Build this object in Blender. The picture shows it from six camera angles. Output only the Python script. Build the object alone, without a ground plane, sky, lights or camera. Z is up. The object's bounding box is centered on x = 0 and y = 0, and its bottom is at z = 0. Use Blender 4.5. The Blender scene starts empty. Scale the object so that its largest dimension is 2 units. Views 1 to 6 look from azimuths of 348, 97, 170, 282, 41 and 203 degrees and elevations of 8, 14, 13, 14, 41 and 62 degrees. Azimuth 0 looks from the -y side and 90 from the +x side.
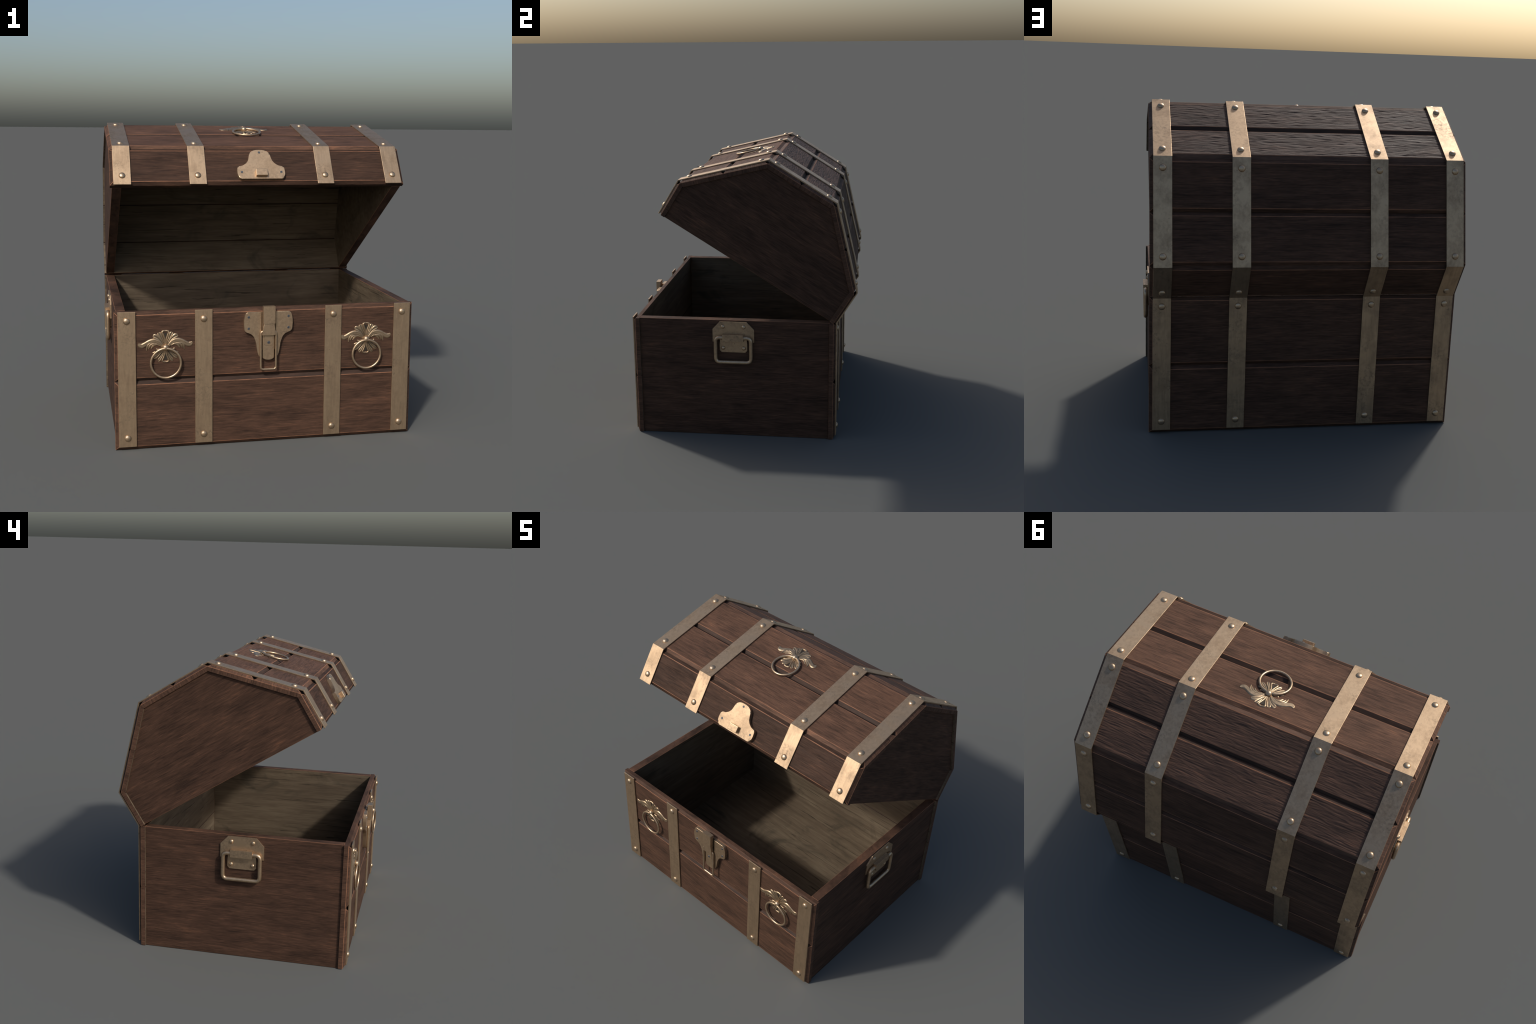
"""Open wooden treasure chest with bronze straps, ring pulls, a draw latch and carry handles."""
import bpy, bmesh, math
from mathutils import Vector, Matrix, noise

# ------------------------------------------------------------------ dimensions
HALF_L = 0.952                 # half length of the planks (x)
PANEL_IN, PANEL_OUT = 0.882, 0.940   # end panels sit between these |x|
BOX_H = 0.867
FRONT_IN, BACK_IN = -0.7205, 0.6265  # inner faces of front / back planks (y)
T_BOX, T_LID = 0.030, 0.029    # plank thickness below the chamfer
CH_IN, CH_D = 0.0215, 0.0155   # chamfer: inset and height
STRAP_T = 0.0087               # strap thickness
HINGE = Vector((0.0, 0.6552, 0.8675))
LID_ANGLE = math.radians(32.0)
LID_W, LID_WALL, LID_RISE, LID_H = 1.408, 0.2612, 0.440, 0.7010
STRAP_X = (-0.8770, -0.4062, 0.4205, 0.8765)
STRAP_W = 0.108
Q = math.sqrt(0.5)
T22 = math.tan(math.radians(22.5))

# ------------------------------------------------------------------ helpers
def link(ob, parent=None):
    bpy.context.scene.collection.objects.link(ob)
    if parent is not None:
        ob.parent = parent
    return ob

def frame(origin, x, y, z):
    m = Matrix.Identity(4)
    for i, a in enumerate((x, y, z, origin)):
        for r in range(3):
            m[r][i] = a[r]
    return m

def mesh_from_bm(bm, name, mats, smooth_angle=None):
    me = bpy.data.meshes.new(name)
    bmesh.ops.recalc_face_normals(bm, faces=bm.faces[:])
    bm.to_mesh(me)
    bm.free()
    for m in mats:
        me.materials.append(m)
    if smooth_angle is not None:
        me.shade_smooth()
        me.set_sharp_from_angle(angle=math.radians(smooth_angle))
    return me

def add(name, me, parent, matrix):
    ob = bpy.data.objects.new(name, me)
    link(ob, parent)
    ob.matrix_local = matrix
    if name in ('latch', 'latch_lever', 'latch_tongue', 'latch_keeper', 'carry_handle', 'hook', 'clip'):
        wn = ob.modifiers.new('weighted_normals', 'WEIGHTED_NORMAL')   # keeps broad faces flat
        wn.keep_sharp = True
    return ob

def box(bm, x0, x1, y0, y1, z0, z1, mat=0):
    vs = [bm.verts.new((x, y, z)) for z in (z0, z1) for y in (y0, y1) for x in (x0, x1)]
    fs = []
    for q in ((0, 2, 3, 1), (4, 5, 7, 6), (0, 1, 5, 4), (2, 6, 7, 3), (0, 4, 6, 2), (1, 3, 7, 5)):
        f = bm.faces.new([vs[i] for i in q]); f.material_index = mat; fs.append(f)
    return vs, fs

def round_outline(corners):
    """corners: (x, y, radius) -> list of points with rounded corners (arc subdivided)."""
    out, n = [], len(corners)
    for i, (x, y, r) in enumerate(corners):
        p = Vector((x, y))
        if r <= 0:
            out.append(p); continue
        a = Vector(corners[i - 1][:2]) - p
        b = Vector(corners[(i + 1) % n][:2]) - p
        la, lb = a.length, b.length
        a.normalize(); b.normalize()
        half = a.angle(b) / 2
        d = min(r / math.tan(half), la * 0.49, lb * 0.49)
        p0, p1 = p + a * d, p + b * d
        for k in range(7):
            t = k / 6
            out.append((1 - t) ** 2 * p0 + 2 * t * (1 - t) * p + t * t * p1)
    return out

def smooth_curve(pts, sub=6, closed=False):
    """Catmull-Rom through points of any dimension."""
    P = [Vector(p) for p in pts]
    n, out = len(P), []
    for i in range(n if closed else n - 1):
        if closed:
            a, b, c, d = P[i - 1], P[i], P[(i + 1) % n], P[(i + 2) % n]
        else:
            a, b, c, d = P[max(i - 1, 0)], P[i], P[i + 1], P[min(i + 2, n - 1)]
        for k in range(sub):
            t = k / sub
            out.append(0.5 * ((2 * b) + (c - a) * t + (2 * a - 5 * b + 4 * c - d) * t * t + (3 * b - a - 3 * c + d) * t ** 3))
    if not closed:
        out.append(P[-1])
    return out

def plate(bm, outline, z0, z1, bevel, mat=0, segments=3, rim=-1):
    """Extrude a 2-D outline from z0 to z1 and round the front rim."""
    lo = [bm.verts.new((p[0], p[1], z0)) for p in outline]
    hi = [bm.verts.new((p[0], p[1], z1)) for p in outline]
    n = len(outline)
    top = bm.faces.new(hi); top.material_index = mat
    bot = bm.faces.new(lo[::-1]); bot.material_index = mat
    for i in range(n):
        f = bm.faces.new((lo[i], lo[(i + 1) % n], hi[(i + 1) % n], hi[i])); f.material_index = mat
    if bevel > 0:
        bmesh.ops.bevel(bm, geom=list(top.edges), offset=bevel, segments=segments, profile=0.5, affect='EDGES', clamp_overlap=True, material=rim)

def tube(bm, pts, radius, closed=False, sides=14, mat=0):
    """Round wire along 3-D points; radius may be a list."""
    P = [Vector(p) for p in pts]
    n = len(P)
    rad = radius if isinstance(radius, (list, tuple)) else [radius] * n
    rings, up = [], None
    for i in range(n):
        if closed:
            t = (P[(i + 1) % n] - P[i - 1]).normalized()
        else:
            t = (P[min(i + 1, n - 1)] - P[max(i - 1, 0)]).normalized()
        if up is None:
            up = t.orthogonal().normalized()
        up = (up - t * up.dot(t)).normalized()
        s = t.cross(up)
        rings.append([bm.verts.new(P[i] + (up * math.cos(a) + s * math.sin(a)) * rad[i])
                      for a in (2 * math.pi * k / sides for k in range(sides))])
    for i in range(n if closed else n - 1):
        r0, r1 = rings[i], rings[(i + 1) % n]
        off = 0
        if closed and i == n - 1:
            off = min(range(sides), key=lambda o: (r0[0].co - r1[o].co).length)
        for k in range(sides):
            f = bm.faces.new((r0[k], r0[(k + 1) % sides], r1[(k + 1 + off) % sides], r1[(k + off) % sides]))
            f.material_index = mat
    if not closed:
        bm.faces.new(rings[0][::-1]).material_index = mat
        bm.faces.new(rings[-1]).material_index = mat

# ------------------------------------------------------------------ materials
class Nodes:
    def __init__(self, name):
        self.mat = bpy.data.materials.new(name)
        self.mat.use_nodes = True
        self.t = self.mat.node_tree
        self.t.nodes.clear()
        self.out = self.t.nodes.new('ShaderNodeOutputMaterial')
        self.bsdf = self.t.nodes.new('ShaderNodeBsdfPrincipled')
        self.t.links.new(self.bsdf.outputs[0], self.out.inputs[0])
    def new(self, kind, **kw):
        n = self.t.nodes.new(kind)
        for k, v in kw.items():
            setattr(n, k, v)
        return n
    def put(self, sock, val):
        if isinstance(val, bpy.types.NodeSocket):
            self.t.links.new(val, sock)
        else:
            sock.default_value = val
    def coords(self, random=True, seed=0.0):
        c = self.new('ShaderNodeTexCoord').outputs['Object']
        if random:
            r = self.new('ShaderNodeObjectInfo').outputs['Random']
            m = self.math('MULTIPLY', r, 37.0)
            cb = self.new('ShaderNodeCombineXYZ')
            for i in range(3):
                self.put(cb.inputs[i], m)
            v = self.new('ShaderNodeVectorMath', operation='ADD')
            self.put(v.inputs[0], c); self.put(v.inputs[1], cb.outputs[0])
            c = v.outputs[0]
        return c
    def scaled(self, vec, s, loc=(0, 0, 0)):
        m = self.new('ShaderNodeMapping')
        self.put(m.inputs['Vector'], vec)
        m.inputs['Scale'].default_value = s
        m.inputs['Location'].default_value = loc
        return m.outputs[0]
    def noise(self, vec, scale=1.0, detail=4.0, rough=0.5, dist=0.0):
        n = self.new('ShaderNodeTexNoise')
        self.put(n.inputs['Vector'], vec)
        n.inputs['Scale'].default_value = scale
        n.inputs['Detail'].default_value = detail
        n.inputs['Roughness'].default_value = rough
        n.inputs['Distortion'].default_value = dist
        return n.outputs['Fac']
    def ramp(self, fac, stops, interp='LINEAR'):
        r = self.new('ShaderNodeValToRGB')
        r.color_ramp.interpolation = interp
        e = r.color_ramp.elements
        while len(e) < len(stops):
            e.new(0.5)
        for el, (p, c) in zip(e, stops):
            el.position = p
            el.color = (c, c, c, 1) if isinstance(c, (int, float)) else (*c, 1)
        self.put(r.inputs[0], fac)
        return r.outputs[0]
    def math(self, op, a, b=0.0, clamp=False):
        m = self.new('ShaderNodeMath', operation=op, use_clamp=clamp)
        self.put(m.inputs[0], a); self.put(m.inputs[1], b)
        return m.outputs[0]
    def mix(self, fac, a, b, mode='MIX'):
        m = self.new('ShaderNodeMix', data_type='RGBA', blend_type=mode)
        self.put(m.inputs[0], fac)
        for s, v in ((m.inputs[6], a), (m.inputs[7], b)):
            self.put(s, (*v, 1) if isinstance(v, tuple) else v)
        return m.outputs[2]
    def bump(self, height, strength, dist):
        b = self.new('ShaderNodeBump')
        b.inputs['Strength'].default_value = strength
        b.inputs['Distance'].default_value = dist
        self.put(b.inputs['Height'], height)
        self.put(self.bsdf.inputs['Normal'], b.outputs[0])

DARK, MID, LIGHT = (0.039, 0.0222, 0.0150), (0.083, 0.0440, 0.0282), (0.190, 0.0890, 0.0500)
WEAR = (0.235, 0.112, 0.064)

def wood(name, tone=1.0, rough=0.68, painted_shade=0.0, wear=False, bump=0.7, axis='X', spec=0.16):
    """Brown plank wood; grain runs along the object's own X (or Y) axis."""
    n = Nodes(name)
    c = n.coords()
    S = (lambda v: v) if axis == 'X' else (lambda v: (v[2], v[0], v[1]))
    tint = lambda col: tuple(v * tone for v in col)
    streak = n.noise(n.scaled(c, S((3.4, 40, 9))), 1.0, 5, 0.6, 0.4)
    fine = n.noise(n.scaled(c, S((9.5, 120, 12)), (3, 7, 1)), 1.0, 5, 0.68, 0.35)
    blotch = n.noise(n.scaled(c, S((2.8, 9, 6)), (1, 4, 9)), 1.0, 4, 0.55, 0.4)
    f = n.math('ADD', n.math('MULTIPLY', streak, 0.22), n.math('MULTIPLY', fine, 0.48))
    f = n.math('ADD', f, n.math('MULTIPLY', blotch, 0.32))
    col = n.ramp(f, [(0.385, tint(DARK)), (0.50, tint(MID)), (0.575, tint(tuple(v * 1.3 for v in MID))), (0.665, tint(LIGHT))])
    pore = n.noise(n.scaled(c, S((7.5, 150, 14)), (8, 2, 5)), 1.0, 6, 0.72, 0.25)
    col = n.mix(n.math('MULTIPLY', n.ramp(pore, [(0.37, 1.0), (0.46, 0.0)]), 0.62), col, tint(tuple(v * 0.72 for v in DARK)))
    col = n.mix(n.math('MULTIPLY', n.ramp(pore, [(0.585, 0.0), (0.68, 1.0)]), 0.42), col, tint(LIGHT))
    if painted_shade > 0:
        g = n.noise(n.scaled(c, (6, 30, 30)), 1.0, 4, 0.6)
        g = n.math('MULTIPLY', n.ramp(g, [(0.25, 0.75), (0.7, 1.0)]), painted_shade)
        col = n.mix(g, col, (0.031, 0.0240, 0.0215))  # grey-brown mixed in to paint the grooves' ambient occlusion
    if wear:
        w = n.noise(n.scaled(c, (16, 40, 40), (3, 1, 7)), 1.0, 4, 0.65)
        w2 = n.noise(n.scaled(c, (2.5, 8, 8), (9, 4, 2)), 1.0, 2, 0.5)
        w = n.math('ADD', n.math('MULTIPLY', w, 0.55), n.math('MULTIPLY', w2, 0.5))
        col = n.mix(n.ramp(w, [(0.38, 0.25), (0.58, 1.0)]), col, WEAR)
    n.put(n.bsdf.inputs['Base Color'], col)
    n.put(n.bsdf.inputs['Roughness'], n.ramp(streak, [(0.3, rough + 0.1), (0.7, rough - 0.05)]))
    n.bsdf.inputs['Specular IOR Level'].default_value = spec
    h = n.math('ADD', n.math('MULTIPLY', streak, 0.5), n.math('MULTIPLY', pore, 0.5))
    n.bump(h, bump, 0.004)
    return n.mat

def aged_wood(name):
    """Grey-olive weathered wood of the inside: fine grain, dark cracks, stains."""
    n = Nodes(name)
    c = n.coords()
    streak = n.noise(n.scaled(c, (2.2, 26, 26)), 1.0, 6, 0.6, 0.5)
    fine = n.noise(n.scaled(c, (7, 150, 150)), 1.0, 5, 0.65, 0.3)
    blotch = n.noise(n.scaled(c, (1.6, 3.0, 3.0)), 1.0, 4, 0.55, 0.5)
    f = n.math('ADD', n.math('MULTIPLY', streak, 0.42), n.math('MULTIPLY', fine, 0.26))
    f = n.math('ADD', f, n.math('MULTIPLY', blotch, 0.34))
    col = n.ramp(f, [(0.33, (0.056, 0.0405, 0.027)), (0.50, (0.104, 0.077, 0.051)), (0.67, (0.165, 0.128, 0.086))])
    crack = n.noise(n.scaled(c, (2.2, 72, 72), (4, 2, 1)), 1.0, 4, 0.6, 0.8)
    crack = n.ramp(crack, [(0.33, 1.0), (0.37, 0.0)])
    col = n.mix(n.math('MULTIPLY', crack, 0.75), col, (0.030, 0.022, 0.014))
    stain = n.noise(n.scaled(c, (2.4, 4.0, 4.0), (7, 7, 3)), 1.0, 5, 0.62, 1.2)
    stain = n.ramp(stain, [(0.55, 0.0), (0.70, 1.0)])
    col = n.mix(n.math('MULTIPLY', stain, 0.6), col, (0.032, 0.028, 0.020))
    n.put(n.bsdf.inputs['Base Color'], col)
    n.bsdf.inputs['Roughness'].default_value = 0.72
    n.bsdf.inputs['Specular IOR Level'].default_value = 0.25
    h = n.math('SUBTRACT', n.math('ADD', n.math('MULTIPLY', streak, 0.6), n.math('MULTIPLY', fine, 0.4)), n.math('MULTIPLY', crack, 0.6))
    n.bump(h, 0.85, 0.004)
    return n.mat

def bronze(name, base, low, rough, spots=0.5, metallic=0.9, bump=0.12):
    """Aged brass: cloudy tone, dark pitted spots, faint slanted scratches."""
    n = Nodes(name)
    c = n.coords()
    cloud = n.noise(c, 9.0, 5, 0.6, 0.4)
    sl = n.new('ShaderNodeMapping')
    n.put(sl.inputs['Vector'], c)
    sl.inputs['Rotation'].default_value = (0.5, 0.6, 0.4)
    sl.inputs['Scale'].default_value = (60, 60, 7)
    scr = n.noise(sl.outputs[0], 1.0, 3, 0.5, 0.5)
    f = n.math('ADD', n.math('MULTIPLY', cloud, 0.65), n.math('MULTIPLY', scr, 0.35))
    col = n.ramp(f, [(0.37, low), (0.57, base)])
    hair = n.ramp(n.noise(sl.outputs[0], 2.2, 3, 0.6), [(0.60, 0.0), (0.68, 1.0)])
    col = n.mix(n.math('MULTIPLY', hair, 0.35), col, tuple(min(1.0, v * 1.25) for v in base))
    area = n.ramp(n.noise(c, 7.0, 3, 0.5), [(0.50, 0.0), (0.64, 1.0)])
    pit = n.ramp(n.noise(c, 62.0, 5, 0.72), [(0.47, 0.0), (0.66, 1.0)])
    sp = n.math('MULTIPLY', n.math('MULTIPLY', area, pit), spots)
    lone = n.math('MULTIPLY', n.ramp(n.noise(c, 110.0, 1, 0.5), [(0.73, 0.0), (0.77, 1.0)]), spots)
    sp = n.math('MAXIMUM', sp, lone)
    col = n.mix(sp, col, (0.085, 0.078, 0.065))
    n.put(n.bsdf.inputs['Base Color'], col)
    n.bsdf.inputs['Metallic'].default_value = metallic
    r = n.math('ADD', n.ramp(cloud, [(0.3, rough + 0.06), (0.7, rough - 0.05)]), n.math('MULTIPLY', sp, 0.2))
    n.put(n.bsdf.inputs['Roughness'], r)
    n.bump(n.math('SUBTRACT', f, n.math('MULTIPLY', sp, 0.4)), bump, 0.004)
    return n.mat

def plain(name, col, rough, metallic):
    n = Nodes(name)
    c = n.coords()
    f = n.noise(c, 160.0, 3, 0.6)
    k = n.mix(f, tuple(v * 0.6 for v in col), tuple(v * 1.35 for v in col))
    n.put(n.bsdf.inputs['Base Color'], k)
    n.bsdf.inputs['Roughness'].default_value = rough
    n.bsdf.inputs['Metallic'].default_value = metallic
    return n.mat

M_AGED = aged_wood('weathered_inside_wood')
M_WORN = wood('worn_edge_wood', 0.9, wear=True)
M_GROOVE_SHADE = wood('shade_painted_groove_wood', 0.7, painted_shade=0.5)
M_END = wood('end_grain_wood', 1.0)
def wood_set(name, tone, axis='X', spec=0.16):
    return [wood(name, tone, axis=axis, spec=spec), M_WORN, M_AGED, M_GROOVE_SHADE, M_END]
WOODS = wood_set('brown_plank_wood', 0.76)
WOODS_SIDE = wood_set('brown_side_wood', 0.74)
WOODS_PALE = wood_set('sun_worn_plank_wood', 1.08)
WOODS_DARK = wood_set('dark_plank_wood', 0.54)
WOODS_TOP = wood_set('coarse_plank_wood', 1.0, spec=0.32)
WOODS_LID_END = wood_set('brown_lid_end_wood', 0.74, axis='Y')
M_STRAP = bronze('aged_bronze_strap', (0.505, 0.366, 0.238), (0.360, 0.258, 0.168), 0.50, spots=0.45, metallic=0.97)
M_EDGE = bronze('bright_bronze_edge', (0.62, 0.46, 0.30), (0.50, 0.37, 0.24), 0.42, spots=0.2, metallic=0.97)
M_BRASS = bronze('polished_bronze', (0.55, 0.405, 0.265), (0.40, 0.29, 0.19), 0.38, spots=0.25, bump=0.05)
M_RELIEF = bronze('antique_bronze_relief', (0.46, 0.335, 0.215), (0.27, 0.20, 0.13), 0.42, spots=0.3, bump=0.08)
M_VEIN = bronze('dull_bronze_vein', (0.22, 0.165, 0.11), (0.15, 0.115, 0.08), 0.5, spots=0.3)
M_RECESS = bronze('dark_bronze_recess', (0.075, 0.064, 0.052), (0.045, 0.040, 0.034), 0.6, spots=0.3, bump=0.08)
M_STEEL = plain('blue_steel_screw', (0.13, 0.14, 0.155), 0.5, 0.7)
M_DARK = plain('dark_screw_slot', (0.025, 0.027, 0.032), 0.6, 0.2)

# ------------------------------------------------------------------ planks
def plank_mesh(name, ya, yb, t, ma, mb, painted_shade_a, painted_shade_b, rough=False, seed=0, woods=None, free_a=False, free_b=False):
    """Board along X. Cross-section in Y; z = 0 inner face, z = t edge level, z = t + CH_D
    outer face framed by a broad chamfer. ma/mb: mitre of the two long edges."""
    g = 0.0005
    L = HALF_L
    ya, yb = ya + g, yb - g
    bm = bmesh.new()
    def ring(x, y0, y1, z):
        return [bm.verts.new(p) for p in ((-x, y0, z), (x, y0, z), (x, y1, z), (-x, y1, z))]
    r0 = ring(L, ya + ma, yb - mb, 0.0)
    r1 = ring(L, ya, yb, t)
    r2 = ring(L - CH_IN, ya + CH_IN, yb - CH_IN, t + CH_D)
    inner = bm.faces.new(r0[::-1]); inner.material_index = 2
    for i in range(4):
        j = (i + 1) % 4
        f = bm.faces.new((r0[i], r0[j], r1[j], r1[i]))
        if i in (1, 3):
            f.material_index = 4
        f = bm.faces.new((r1[i], r1[j], r2[j], r2[i]))
        if (i == 0 and painted_shade_a) or (i == 2 and painted_shade_b):
            f.material_index = 3
    bm.faces.new(r2)
    S0, S1, S2 = set(r0), set(r1), set(r2)
    strong, weak = [], []
    for e in bm.edges:
        a, b = e.verts
        s = {k for k, S in enumerate((S0, S1, S2)) for v in (a, b) if v in S}
        along_x = abs(a.co.x - b.co.x) > 0.5
        if s == {2} or s == {1, 2} or (s == {1} and not along_x):
            strong.append(e)
        elif s == {0, 1} or s == {0} or s == {1}:
            weak.append(e)
    bmesh.ops.bevel(bm, geom=strong, offset=0.0026, segments=2, profile=0.5, affect='EDGES', material=1, clamp_overlap=True)
    weak = [e for e in weak if e.is_valid]
    seams = [e for e in weak if abs(e.verts[0].co.x - e.verts[1].co.x) > 0.5 and max(v.co.z for v in e.verts) < t * 0.5
             and not (free_a and e.verts[0].co.y < (ya + yb) / 2) and not (free_b and e.verts[0].co.y > (ya + yb) / 2)]
    weak = [e for e in weak if e not in seams]
    bmesh.ops.bevel(bm, geom=seams, offset=0.0036, segments=1, profile=0.5, affect='EDGES', material=3, clamp_overlap=True)
    weak = [e for e in weak if e.is_valid]
    bmesh.ops.bevel(bm, geom=weak, offset=0.0011, segments=1, profile=0.5, affect='EDGES', material=1, clamp_overlap=True)
    for v in bm.verts:      # keep rounded corners inside the board
        v.co.y = max(ya, min(yb, v.co.y))
        v.co.x = max(-L, min(L, v.co.x))
    if rough:
        # coarse, weathered grain standing proud on the outer face
        top = max(bm.faces, key=lambda f: (f.calc_center_median().z, f.calc_area()))
        xs = [v.co.x for v in top.verts]; ys = [v.co.y for v in top.verts]
        x0, x1, y0, y1 = min(xs), max(xs), min(ys), max(ys)
        zt = t + CH_D
        nx, ny = 420, 84
        grid = []
        for j in range(ny + 1):
            y = y0 + (y1 - y0) * j / ny
            row = []
            for i in range(nx + 1):
                x = x0 + (x1 - x0) * i / nx
                edge = min(x - x0, x1 - x, y - y0, y1 - y)
                k = max(0.0, min(1.0, edge / 0.008))
                wob = noise.noise((x * 5, y * 9, seed)) * 0.008
                a = noise.noise((x * 10, (y + wob) * 76, seed + 5.1))
                b = noise.noise((x * 22, (y + wob) * 170, seed + 9.3))
                d = noise.noise((x * 4, y * 9, seed + 2.7))
                h = (1 - abs(a) * 2.2) * 0.0013 + b * 0.0008 + d * 0.0004 - 0.0009
                row.append(bm.verts.new((x, y, zt + 0.0002 + k * h)))
            grid.append(row)
        for j in range(ny):
            for i in range(nx):
                f = bm.faces.new((grid[j][i], grid[j][i + 1], grid[j + 1][i + 1], grid[j + 1][i]))
                f.smooth = True
        bmesh.ops.delete(bm, geom=[top], context='FACES_ONLY')
    me = bpy.data.meshes.new(name)
    if not rough:
        bmesh.ops.recalc_face_normals(bm, faces=bm.faces[:])
    bm.to_mesh(me); bm.free()
    for m in (woods or WOODS):
        me.materials.append(m)
    return me

def end_panel_bm(outline, thick):
    """Board cut to an outline in X-Y (grain along X); z = 0 outside, z = -thick inside."""
    bm = bmesh.new()
    hi = [bm.verts.new((p[0], p[1], 0.0)) for p in outline]
    lo = [bm.verts.new((p[0], p[1], -thick)) for p in outline]
    n = len(outline)
    bm.faces.new(hi)
    f = bm.faces.new(lo[::-1]); f.material_index = 2
    for i in range(n):
        bm.faces.new((lo[i], lo[(i + 1) % n], hi[(i + 1) % n], hi[i]))
    bmesh.ops.recalc_face_normals(bm, faces=bm.faces[:])
    bmesh.ops.bevel(bm, geom=bm.edges[:], offset=0.0017, segments=2, profile=0.5, affect='EDGES', material=1)
    return bm

def end_panel_mesh(outline, thick):
    return mesh_from_bm(end_panel_bm(outline, thick), 'end_panel', WOODS_SIDE)

# ------------------------------------------------------------------ hierarchy roots
chest = bpy.data.objects.new('treasure_chest', None)
link(chest)
chest['label'] = 'open brown wooden chest with aged bronze straps and ring pulls'
chest['category'] = 'treasure chest'

# box: the floor board carries the walls
bm = bmesh.new()
vs, fs = box(bm, -PANEL_IN + 0.001, PANEL_IN - 0.001, FRONT_IN + 0.001, BACK_IN - 0.001, 0.0015, 0.0685)
for f in fs:
    f.material_index = 0
fs[1].material_index = 2
box_ob = add('box', mesh_from_bm(bm, 'floor', WOODS), chest, Matrix.Identity(4))

def box_plank(ya, yb, front, ga, gb):
    me = plank_mesh('plank', ya, yb, T_BOX, 0, 0, ga and front, gb and front, free_a=not ga, free_b=not gb)
    m = frame((0, FRONT_IN, 0), (1, 0, 0), (0, 0, 1), (0, -1, 0)) if front else frame((0, BACK_IN, 0), (-1, 0, 0), (0, 0, 1), (0, 1, 0))
    return add('plank', me, box_ob, m)

SPLIT = 0.4335
for front in (True, False):
    box_plank(0.0, SPLIT, front, False, True)
    box_plank(SPLIT, BOX_H, front, True, False)

e = 0.0006
depth = (FRONT_IN + e, BACK_IN - e)
# +x panel frame: X = +y, Y = +z, Z = +x ; -x panel frame: X = -y
me = end_panel_mesh([(depth[0], 0.0), (depth[1], 0.0), (depth[1], BOX_H), (depth[0], BOX_H)], PANEL_OUT - PANEL_IN)
add('end_panel', me, box_ob, frame((PANEL_OUT, 0, 0), (0, 1, 0), (0, 0, 1), (1, 0, 0)))
me = end_panel_mesh([(-depth[1], 0.0), (-depth[0], 0.0), (-depth[0], BOX_H), (-depth[1], BOX_H)], PANEL_OUT - PANEL_IN)
add('end_panel', me, box_ob, frame((-PANEL_OUT, 0, 0), (0, -1, 0), (0, 0, 1), (-1, 0, 0)))

# ------------------------------------------------------------------ lid (own frame: closed lid, hinge at origin)
LID_M = Matrix.Translation(HINGE) @ Matrix.Rotation(-LID_ANGLE, 4, 'X')
A, B, C, D, E_, F = ((0, 0), (0, LID_WALL), (-LID_RISE, LID_H), (-LID_W + LID_RISE, LID_H), (-LID_W, LID_WALL), (-LID_W, 0))
FACETS = {   # start, end in lid (y, z); walk so that the outward normal is X x T
    'front': (F, E_), 'front_slope': (E_, D), 'top': (D, C), 'back_slope': (C, B), 'back': (B, A)}

def facet_frame(name):
    p, q = FACETS[name]
    T = Vector((0, q[0] - p[0], q[1] - p[1])); ln = T.length; T.normalize()
    N = Vector((1, 0, 0)).cross(T)
    return Vector((0, p[0], p[1])), T, N, ln

# the lid object itself: the two end panels, cut to the inner profile
def inner_profile():
    t = T_LID + 0.0006
    k = t * T22
    return [(-t, 0.0), (-t, LID_WALL - k), (-LID_RISE - k, LID_H - t), (-LID_W + LID_RISE + k, LID_H - t), (-LID_W + t, LID_WALL - k), (-LID_W + t, 0.0)]
prof = inner_profile()
thick = PANEL_OUT - PANEL_IN
bm = bmesh.new()
for side in (1, -1):
    part = end_panel_bm([(side * y, z) for y, z in prof], thick)
    turn = frame((side * PANEL_OUT, 0, 0), (0, side, 0), (0, 0, 1), (side, 0, 0))
    bmesh.ops.transform(part, matrix=turn, verts=part.verts)
    tmp = bpy.data.meshes.new('tmp')
    part.to_mesh(tmp); part.free()
    bm.from_mesh(tmp)
    bpy.data.meshes.remove(tmp)
lid = add('lid', mesh_from_bm(bm, 'lid', WOODS_LID_END), chest, LID_M)

seed = 0
for fname in FACETS:
    P, T, N, ln = facet_frame(fname)
    k = T_LID * T22
    if fname == 'front':
        parts = [(0, ln, 0, k, False, False)]
    elif fname == 'back':
        parts = [(0, ln, k, 0, False, False)]
    else:
        parts = [(0, ln / 2, k, 0, False, True), (ln / 2, ln, 0, k, True, False)]
    for ya, yb, ma, mb, ga, gb in parts:
        seed += 3
        if fname == 'back':
            yb += 0.0022      # the hinge edge bears on the box wall
        if fname == 'back_slope':
            ga = gb = False
        me = plank_mesh('plank', ya, yb, T_LID, ma, mb, ga, gb, rough=(fname == 'top'), seed=seed,
                        free_a=(fname == 'front'), free_b=(fname == 'back'),
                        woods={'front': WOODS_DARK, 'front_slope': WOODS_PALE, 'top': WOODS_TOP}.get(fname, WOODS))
        add('plank', me, lid, frame(P - N * T_LID, (1, 0, 0), T, N))

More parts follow.
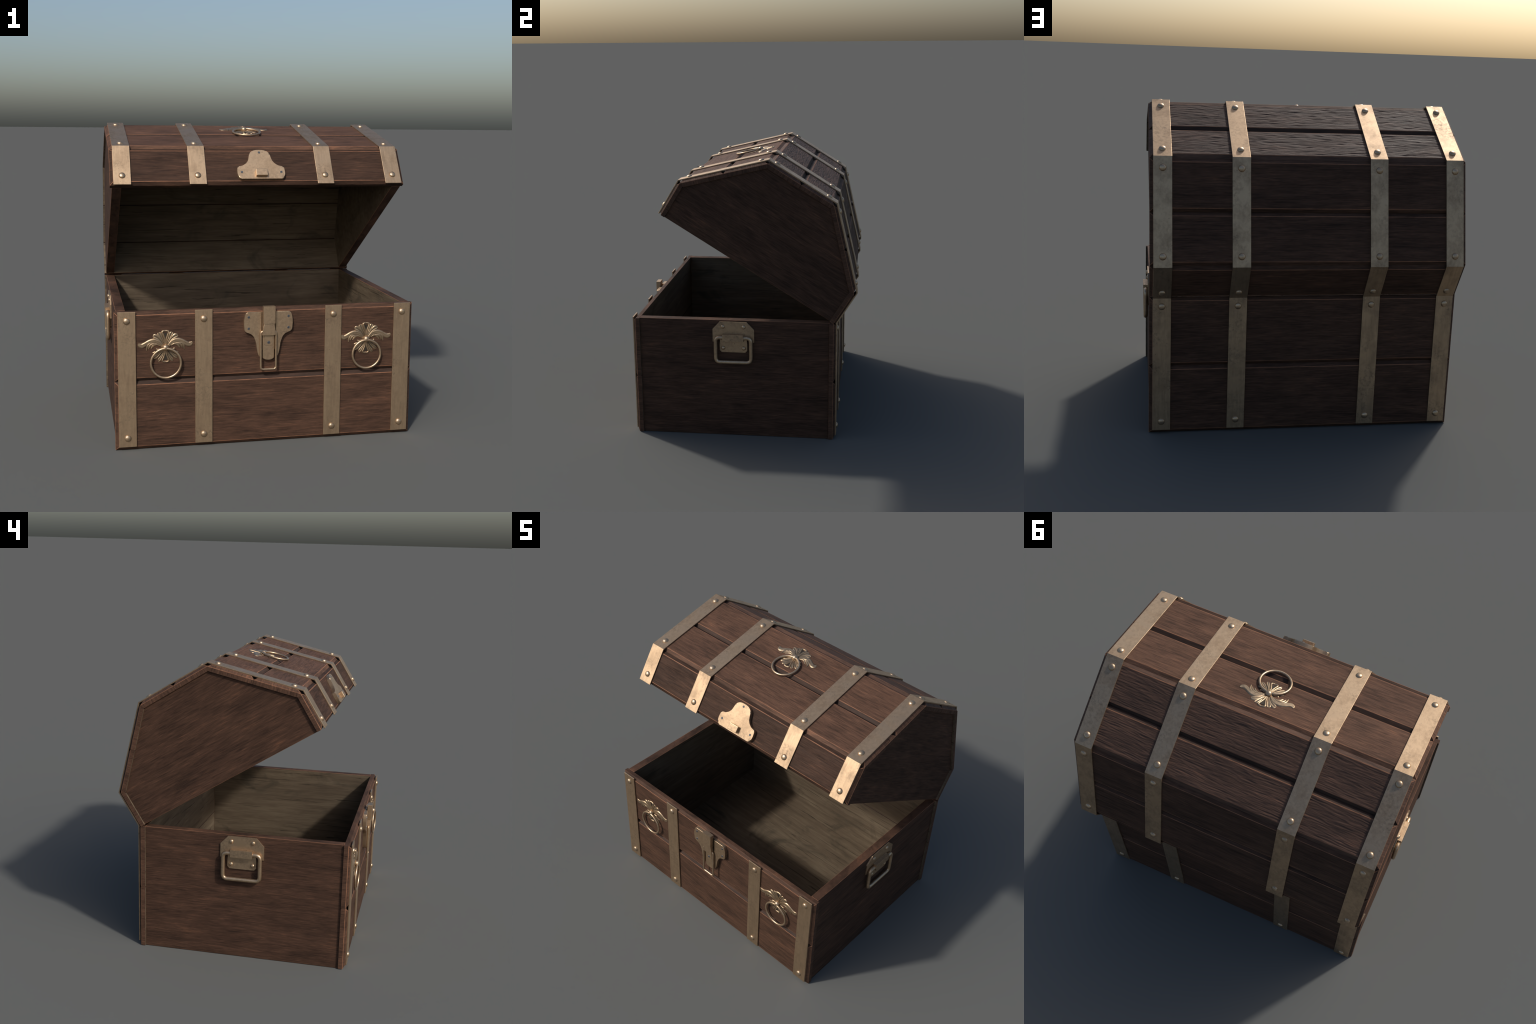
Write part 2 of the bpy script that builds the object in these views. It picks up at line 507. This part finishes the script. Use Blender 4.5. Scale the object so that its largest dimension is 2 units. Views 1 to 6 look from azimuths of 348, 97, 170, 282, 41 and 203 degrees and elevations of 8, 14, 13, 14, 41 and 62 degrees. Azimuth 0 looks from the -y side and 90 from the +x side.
# ------------------------------------------------------------------ straps and rivets
def rivet_mesh(r=0.0205, h=0.0125):
    bm = bmesh.new()
    prof = [(r * 1.03, 0.0), (r, h * 0.12)] + [(r * math.cos(a), h * (0.12 + 0.88 * math.sin(a))) for a in (math.radians(d) for d in (20, 38, 55, 72))]
    rings = [[bm.verts.new((p * math.cos(2 * math.pi * k / 24), p * math.sin(2 * math.pi * k / 24), z)) for k in range(24)] for p, z in prof]
    for a, b in zip(rings, rings[1:]):
        for k in range(24):
            bm.faces.new((a[k], a[(k + 1) % 24], b[(k + 1) % 24], b[k]))
    c = bm.verts.new((0, 0, h))
    for k in range(24):
        bm.faces.new((rings[-1][k], rings[-1][(k + 1) % 24], c))
    bm.faces.new(rings[0][::-1])
    return mesh_from_bm(bm, 'rivet', [M_BRASS], 60)
RIVET = rivet_mesh()

def strip_mesh(path, name):
    """Bent flat bar: path = list of (inner, outer) (y, z) pairs swept over the strap width."""
    bm = bmesh.new()
    w = STRAP_W / 2
    rows = []
    for (iy, iz), (oy, oz) in path:
        rows.append([bm.verts.new(p) for p in ((-w, iy, iz), (w, iy, iz), (w, oy, oz), (-w, oy, oz))])
    for a, b in zip(rows, rows[1:]):
        for i in range(4):
            bm.faces.new((a[i], a[(i + 1) % 4], b[(i + 1) % 4], b[i]))
    bm.faces.new(rows[0][::-1]); bm.faces.new(rows[-1])
    bmesh.ops.recalc_face_normals(bm, faces=bm.faces[:])
    rim = []
    for ed in bm.edges:
        if len(ed.link_faces) == 2 and ed.calc_face_angle() > 1.2:
            rim.append(ed)
    bmesh.ops.bevel(bm, geom=rim, offset=0.0014, segments=2, profile=0.5, affect='EDGES')
    return mesh_from_bm(bm, name, [M_STRAP])

S_IN, S_OUT = CH_D + 0.0003, CH_D + STRAP_T
# box straps: a flat bar per wall
for front in (True, False):
    sgn, y0 = (-1, FRONT_IN - T_BOX) if front else (1, BACK_IN + T_BOX)
    yi, yo = y0 + sgn * S_IN, y0 + sgn * S_OUT
    me = strip_mesh([((yi, 0.0225), (yo, 0.0225)), ((yi, 0.8685), (yo, 0.8685))], 'metal_strap')
    for x in STRAP_X:
        add('metal_strap', me, box_ob, Matrix.Translation((x, 0, 0)))
        for z in (0.0785, 0.812):
            rot = Matrix.Rotation(math.radians(90 if front else -90), 4, 'X')
            add('rivet', RIVET, box_ob, Matrix.Translation((x, yo - sgn * 0.0004, z)) @ rot)

# lid straps: one bar folded over the five facets
def offset_path(d, start_ext, end_ext):
    out = []
    for name in FACETS:
        P, T, N, ln = facet_frame(name)
        s = -d * T22 if name != 'front' else start_ext
        p = P + T * s + N * d
        out.append((p.y, p.z))
    P, T, N, ln = facet_frame('back')
    p = P + T * (ln + end_ext) + N * d
    out.append((p.y, p.z))
    return out
lid_strap = strip_mesh(list(zip(offset_path(S_IN, -0.003, 0.0), offset_path(S_OUT, -0.003, 0.0))), 'metal_strap')
RIVET_AT = {'front': (0.0587,), 'front_slope': (0.061, 0.574), 'top': (0.0545, 0.470), 'back_slope': (0.057, 0.569), 'back': (0.2065,)}
for x in STRAP_X:
    add('metal_strap', lid_strap, lid, Matrix.Translation((x, 0, 0)))
    for name, places in RIVET_AT.items():
        P, T, N, ln = facet_frame(name)
        for s in places:
            add('rivet', RIVET, lid, frame(P + T * s + N * (S_OUT - 0.0004) + Vector((x, 0, 0)), (1, 0, 0), T, N))

# ------------------------------------------------------------------ ring pulls
def lobe(bm, spine, widths, height, z0=0.0, groove=0.35, sub=4, sides=10):
    """Leaf-like ridge: domed cross-section swept along a flat spine, with a soft centre groove."""
    pts = smooth_curve([(*p, w) for p, w in zip(spine, widths)], sub)
    n = len(pts)
    rows = []
    for i, p in enumerate(pts):
        a, b = pts[max(i - 1, 0)], pts[min(i + 1, n - 1)]
        t = Vector((b[0] - a[0], b[1] - a[1])).normalized()
        s = Vector((-t.y, t.x))
        u = i / (n - 1)
        hh = height * (0.55 + 0.45 * math.sin(math.pi * min(1, 0.15 + u * 0.9)))
        w = max(p[2], 0.0004)
        row = []
        for k in range(sides + 1):
            v = -1 + 2 * k / sides
            dome = math.sqrt(max(0.0, 1 - v * v))
            z = hh * dome * (1 - groove * math.exp(-(v * 2.6) ** 2))
            row.append(bm.verts.new((p[0] + s.x * v * w, p[1] + s.y * v * w, z0 + z)))
        rows.append(row)
    for a, b in zip(rows, rows[1:]):
        for k in range(sides):
            f = bm.faces.new((a[k], a[k + 1], b[k + 1], b[k]))
            if groove > 0.5 and k in (sides // 2 - 1, sides // 2):
                f.material_index = 2        # darker tone along the vein
    # close underneath and at both ends
    for a, b in zip(rows, rows[1:]):
        bm.faces.new((a[0], b[0], b[sides], a[sides]))
    bm.faces.new(rows[0]); bm.faces.new(rows[-1][::-1])

def escutcheon_mesh():
    bm = bmesh.new()
    # dark backing leaf between the lobes
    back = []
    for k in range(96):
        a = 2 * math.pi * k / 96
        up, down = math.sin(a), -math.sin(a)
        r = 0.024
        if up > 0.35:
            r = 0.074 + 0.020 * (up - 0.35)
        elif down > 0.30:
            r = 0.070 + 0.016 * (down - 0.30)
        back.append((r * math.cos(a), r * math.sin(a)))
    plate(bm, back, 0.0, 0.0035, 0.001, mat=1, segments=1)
    bmesh.ops.create_cone(bm, cap_ends=True, segments=24, radius1=0.024, radius2=0.016, depth=0.008, matrix=Matrix.Translation((0, -0.004, 0.004)))
    for s in (-1, 1):
        m = lambda pts: [(s * x, y) for x, y in pts]
        # upper fan
        lobe(bm, m([(-0.008, 0.014), (-0.020, 0.045), (-0.033, 0.073), (-0.039, 0.085), (-0.042, 0.091)]), (0.005, 0.009, 0.0150, 0.0140, 0.006), 0.0105, groove=0.62)
        lobe(bm, m([(-0.013, 0.014), (-0.034, 0.045), (-0.056, 0.063), (-0.069, 0.068), (-0.077, 0.069)]), (0.005, 0.011, 0.0165, 0.0150, 0.006), 0.0115, groove=0.62)
        lobe(bm, m([(-0.006, 0.018), (-0.014, 0.044), (-0.024, 0.064)]), (0.003, 0.0035, 0.002), 0.0120, groove=0.0)
        # hollow centre petal
        lobe(bm, m([(-0.002, 0.016), (-0.006, 0.048), (-0.013, 0.071), (-0.0195, 0.089), (-0.018, 0.096), (-0.008, 0.0995), (0.001, 0.0995)]),
             (0.0055, 0.0060, 0.0060, 0.0066, 0.0066, 0.0060, 0.0060), 0.0125, groove=0.0)
        # wing
        lobe(bm, m([(-0.014, -0.004), (-0.028, 0.016), (-0.050, 0.034), (-0.078, 0.038), (-0.103, 0.031), (-0.126, 0.017), (-0.145, 0.010), (-0.158, 0.017), (-0.1645, 0.027)]),
             (0.006, 0.0125, 0.0160, 0.0165, 0.0150, 0.0155, 0.0160, 0.0135, 0.004), 0.0125, groove=0.22, sub=3)
        # feathers under the wing
        lobe(bm, m([(-0.034, 0.008), (-0.054, 0.018), (-0.073, 0.012), (-0.088, -0.008)]), (0.004, 0.0080, 0.0090, 0.0030), 0.0105, groove=0.0)
        lobe(bm, m([(-0.056, 0.020), (-0.080, 0.020), (-0.095, 0.009), (-0.104, -0.010)]), (0.004, 0.0085, 0.0085, 0.0030), 0.0115, groove=0.0)
        lobe(bm, m([(-0.078, 0.026), (-0.100, 0.021), (-0.111, 0.005), (-0.116, -0.020)]), (0.004, 0.0085, 0.0080, 0.0028), 0.0120, groove=0.0)
        # lower fan
        lobe(bm, m([(-0.007, -0.018), (-0.019, -0.048), (-0.034, -0.073), (-0.040, -0.083), (-0.044, -0.089)]), (0.0035, 0.0065, 0.0110, 0.0105, 0.005), 0.0100, groove=0.6)
        lobe(bm, m([(-0.013, -0.016), (-0.036, -0.040), (-0.055, -0.057), (-0.066, -0.066), (-0.072, -0.070)]), (0.0035, 0.0075, 0.0120, 0.0110, 0.005), 0.0095, groove=0.6)
        lobe(bm, m([(-0.014, -0.012), (-0.042, -0.026), (-0.062, -0.036), (-0.077, -0.040)]), (0.004, 0.0080, 0.0110, 0.0080), 0.0090, groove=0.6)
        lobe(bm, m([(-0.016, -0.008), (-0.038, -0.015), (-0.051, -0.015), (-0.055, -0.006)]), (0.005, 0.0065, 0.0065, 0.0045), 0.0090, groove=0.0)
        lobe(bm, m([(-0.002, -0.020), (-0.006, -0.048), (-0.014, -0.070), (-0.0195, -0.084), (-0.016, -0.091), (-0.007, -0.0935), (0.001, -0.0925)]),
             (0.0050, 0.0056, 0.0056, 0.0060, 0.0058, 0.0056, 0.0056), 0.0110, groove=0.0)
    for v in bm.verts:          # a shallow stamped relief
        v.co.z *= 0.62
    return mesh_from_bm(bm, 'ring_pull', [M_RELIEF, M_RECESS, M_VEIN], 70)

def ring_mesh():
    bm = bmesh.new()
    R = 0.0915
    pts = [(R * math.sin(a), -0.098 + R * math.cos(a), 0.0) for a in (2 * math.pi * k / 72 for k in range(72))]
    tube(bm, pts, 0.0074, closed=True, sides=14)
    return mesh_from_bm(bm, 'ring', [M_BRASS], 80)

def knob_mesh():
    bm = bmesh.new()
    bmesh.ops.create_uvsphere(bm, u_segments=28, v_segments=18, radius=0.0205)
    for v in bm.verts:
        v.co.z *= 0.92
        v.co.y -= 0.002
    return mesh_from_bm(bm, 'knob', [M_BRASS], 80)

ESC, RING, KNOB = escutcheon_mesh(), ring_mesh(), knob_mesh()
def ring_pull(matrix, ring_d, knob_d, swing):
    """ring_d / knob_d: distance of ring plane and knob centre from the wood; swing about the vertical."""
    ob = add('ring_pull', ESC, chest, matrix)
    add('ring', RING, ob, Matrix.Translation((0, 0, ring_d)) @ Matrix.Rotation(math.radians(swing), 4, 'Y'))
    add('knob', KNOB, ob, Matrix.Translation((0, 0, knob_d)))
FACE_Y = FRONT_IN - T_BOX - CH_D          # outer face of the front planks
for x in (-0.642, 0.6410):
    ring_pull(frame((x, FACE_Y + 0.0003, 0.644), (1, 0, 0), (0, 0, 1), (0, -1, 0)), 0.0215, 0.0105, -2.2)
P, T, N, ln = facet_frame('front_slope')
ring_pull(LID_M @ frame(P + T * 0.461 + N * (CH_D + 0.0001) + Vector((-0.005, 0, 0)), (1, 0, 0), T, N), 0.0125, 0.0075, -0.8)

# ------------------------------------------------------------------ screws
def screw_mesh():
    bm = bmesh.new()
    r = 0.0085
    bmesh.ops.create_cone(bm, cap_ends=True, segments=20, radius1=r, radius2=r * 0.82, depth=0.003, matrix=Matrix.Translation((0, 0, 0.0010)))
    for f in bm.faces:
        f.material_index = 0
    for a in (0.5, 0.5 + math.pi / 2):
        vs, fs = box(bm, -r * 0.55, r * 0.55, -r * 0.14, r * 0.14, 0.0015, 0.0028, mat=1)
        bmesh.ops.rotate(bm, verts=vs, cent=(0, 0, 0), matrix=Matrix.Rotation(a, 3, 'Z'))
    return mesh_from_bm(bm, 'screw', [M_STEEL, M_DARK])
SCREW = screw_mesh()

# ------------------------------------------------------------------ draw latch on the box
LATCH_M = frame((-0.003, FACE_Y + 0.0003, 0), (1, 0, 0), (0, 0, 1), (0, -1, 0))
half = [(0.046, 0.8445), (0.126, 0.8443), (0.139, 0.8396), (0.1472, 0.826), (0.152, 0.806), (0.1543, 0.784), (0.1535, 0.757), (0.1512, 0.734),
        (0.147, 0.7235), (0.138, 0.7175), (0.125, 0.713), (0.115, 0.7098), (0.1032, 0.700), (0.0925, 0.6878), (0.084, 0.668), (0.0777, 0.649),
        (0.0735, 0.6205), (0.0695, 0.598), (0.0642, 0.577), (0.0557, 0.560), (0.046, 0.555)]
half = half[:1] + [(p.x, p.y) for p in smooth_curve(half[1:], 3)]
bm = bmesh.new()
for s in (1, -1):
    pts = [(s * x, y) for x, y in half]
    plate(bm, pts if s > 0 else pts[::-1], 0.0, 0.0237, 0.006, rim=1)
box(bm, -0.047, 0.047, 0.600, 0.842, 0.0004, 0.009)
latch = add('latch', mesh_from_bm(bm, 'latch', [M_STRAP, M_EDGE], 40), chest, LATCH_M)
for x in (-0.1255, 0.1275):
    for y in (0.8135, 0.741):
        add('screw', SCREW, latch, Matrix.Translation((x, y, 0.0237)))
bm = bmesh.new()
plate(bm, round_outline([(-0.0375, 0.884, 0.004), (0.0375, 0.884, 0.004), (0.0375, 0.774, 0.001), (-0.0375, 0.774, 0.001)][::-1]), 0.019, 0.0515, 0.003, rim=1)
plate(bm, [(-0.033, 0.7735), (0.033, 0.7735), (0.0445, 0.700), (-0.0445, 0.700)][::-1], 0.022, 0.0465, 0.002, rim=1)
add('latch_lever', mesh_from_bm(bm, 'latch_lever', [M_STRAP, M_EDGE], 40), latch, Matrix.Identity(4))
bm = bmesh.new()
arc = [(0.036 * math.cos(a), 0.556 - 0.016 * math.sin(a)) for a in (math.pi * k / 12 for k in range(13))]
plate(bm, [(0.036, 0.72)] + arc + [(-0.036, 0.72)], 0.012, 0.0270, 0.002, rim=1)
plate(bm, round_outline([(0.0275, 0.72, 0), (0.0275, 0.632, 0.014), (-0.0275, 0.632, 0.014), (-0.0275, 0.72, 0)]), 0.0265, 0.0300, 0.001)
add('latch_tongue', mesh_from_bm(bm, 'latch_tongue', [M_STRAP, M_EDGE], 40), latch, Matrix.Identity(4))
add('screw', SCREW, latch, Matrix.Translation((0.0005, 0.6510, 0.0300)) @ Matrix.Scale(1.15, 4))

def wire_loop(bm, x, y0, y1, z, r, corner, sides=14):
    c = [(p.x, p.y, z) for p in round_outline([(-x, y0, corner), (x, y0, corner), (x, y1, corner), (-x, y1, corner)])]
    pts = []
    for i, p in enumerate(c):       # even out the long straight runs
        q = c[(i + 1) % len(c)]
        p, q = Vector(p), Vector(q)
        m = max(1, int((q - p).length / 0.02))
        pts += [p.lerp(q, k / m) for k in range(m)]
    tube(bm, pts, r, closed=True, sides=sides)
bm = bmesh.new()
wire_loop(bm, 0.0485, 0.4815, 0.723, 0.0345, 0.0067, 0.017)
add('latch_bail', mesh_from_bm(bm, 'latch_bail', [M_BRASS], 80), latch, Matrix.Translation((-0.0015, 0, 0)))

# ------------------------------------------------------------------ keeper plate on the lid
P, T, N, ln = facet_frame('front')
KEEP_M = LID_M @ frame(P + N * (CH_D + 0.0003) + Vector((-0.0015, 0, 0)), (1, 0, 0), T, N)
right = [(0.130, 0.0235), (0.1383, 0.026), (0.149, 0.0397), (0.1538, 0.0625), (0.1535, 0.080), (0.1515, 0.0985), (0.1466, 0.1105), (0.1348, 0.1138),
         (0.118, 0.1175), (0.105, 0.1248), (0.0937, 0.1335), (0.0845, 0.1448), (0.0775, 0.157), (0.0703, 0.184), (0.0665, 0.202), (0.0605, 0.211),
         (0.051, 0.220), (0.0377, 0.227), (0.021, 0.231), (0.0, 0.2321)]
outline = [(p.x, p.y) for p in smooth_curve(right, 3)]
outline = outline + [(-x, y) for x, y in outline[::-1][1:]]
bm = bmesh.new()
plate(bm, outline, 0.0, 0.0253, 0.006, rim=1)
keeper = add('latch_keeper', mesh_from_bm(bm, 'latch_keeper', [M_STRAP, M_EDGE], 40), chest, KEEP_M)
bm = bmesh.new()
vs, fs = box(bm, -0.0385, 0.0365, 0.036, 0.083, 0.024, 0.0500)
for v in vs:      # the catch tapers a little towards its root
    if v.co.z < 0.03:
        v.co.y += 0.004 if v.co.y < 0.05 else -0.003
bmesh.ops.bevel(bm, geom=bm.edges[:], offset=0.003, segments=3, profile=0.5, affect='EDGES', material=1)
add('hook', mesh_from_bm(bm, 'hook', [M_STRAP, M_EDGE], 40), keeper, Matrix.Identity(4))
for x, y in ((-0.001, 0.2129), (-0.1253, 0.071), (0.130, 0.071)):
    add('screw', SCREW, keeper, Matrix.Translation((x, y, 0.0253)))

# ------------------------------------------------------------------ carry handles
SMALL_RIVET = rivet_mesh(0.0145, 0.0105)
def carry_handle(matrix):
    right = [(0.0955, 0.858), (0.148, 0.803), (0.148, 0.709), (0.131, 0.709), (0.124, 0.738), (0.108, 0.744), (0.094, 0.722), (0.098, 0.690), (0.0985, 0.648), (0.084, 0.6325)]
    pts = right + [(-x, y) for x, y in right[::-1]]
    bm = bmesh.new()
    plate(bm, pts, 0.0, 0.0095, 0.0012, segments=2)
    ob = add('carry_handle', mesh_from_bm(bm, 'carry_handle', [M_STRAP], 40), chest, matrix)
    bm = bmesh.new()
    wire_loop(bm, 0.1258, 0.5640, 0.7450, 0.0230, 0.0137, 0.032, sides=18)
    add('handle_bail', mesh_from_bm(bm, 'handle_bail', [M_BRASS], 80), ob, Matrix.Identity(4))
    bm = bmesh.new()
    plate(bm, [(0.0755, 0.7715), (0.0755, 0.7195), (-0.0755, 0.7195), (-0.0755, 0.7715)], 0.0085, 0.0385, 0.0015, segments=2)
    add('clip', mesh_from_bm(bm, 'clip', [M_STRAP], 40), ob, Matrix.Identity(4))
    for x in (-0.0735, 0.0735):
        for y in (0.8215, 0.6645):
            add('rivet', SMALL_RIVET, ob, Matrix.Translation((x, y, 0.0092)))
YC = -0.0475
carry_handle(frame((PANEL_OUT + 0.0003, YC, 0), (0, 1, 0), (0, 0, 1), (1, 0, 0)))
carry_handle(frame((-PANEL_OUT - 0.0003, YC, 0), (0, -1, 0), (0, 0, 1), (-1, 0, 0)))

bpy.context.view_layer.update()
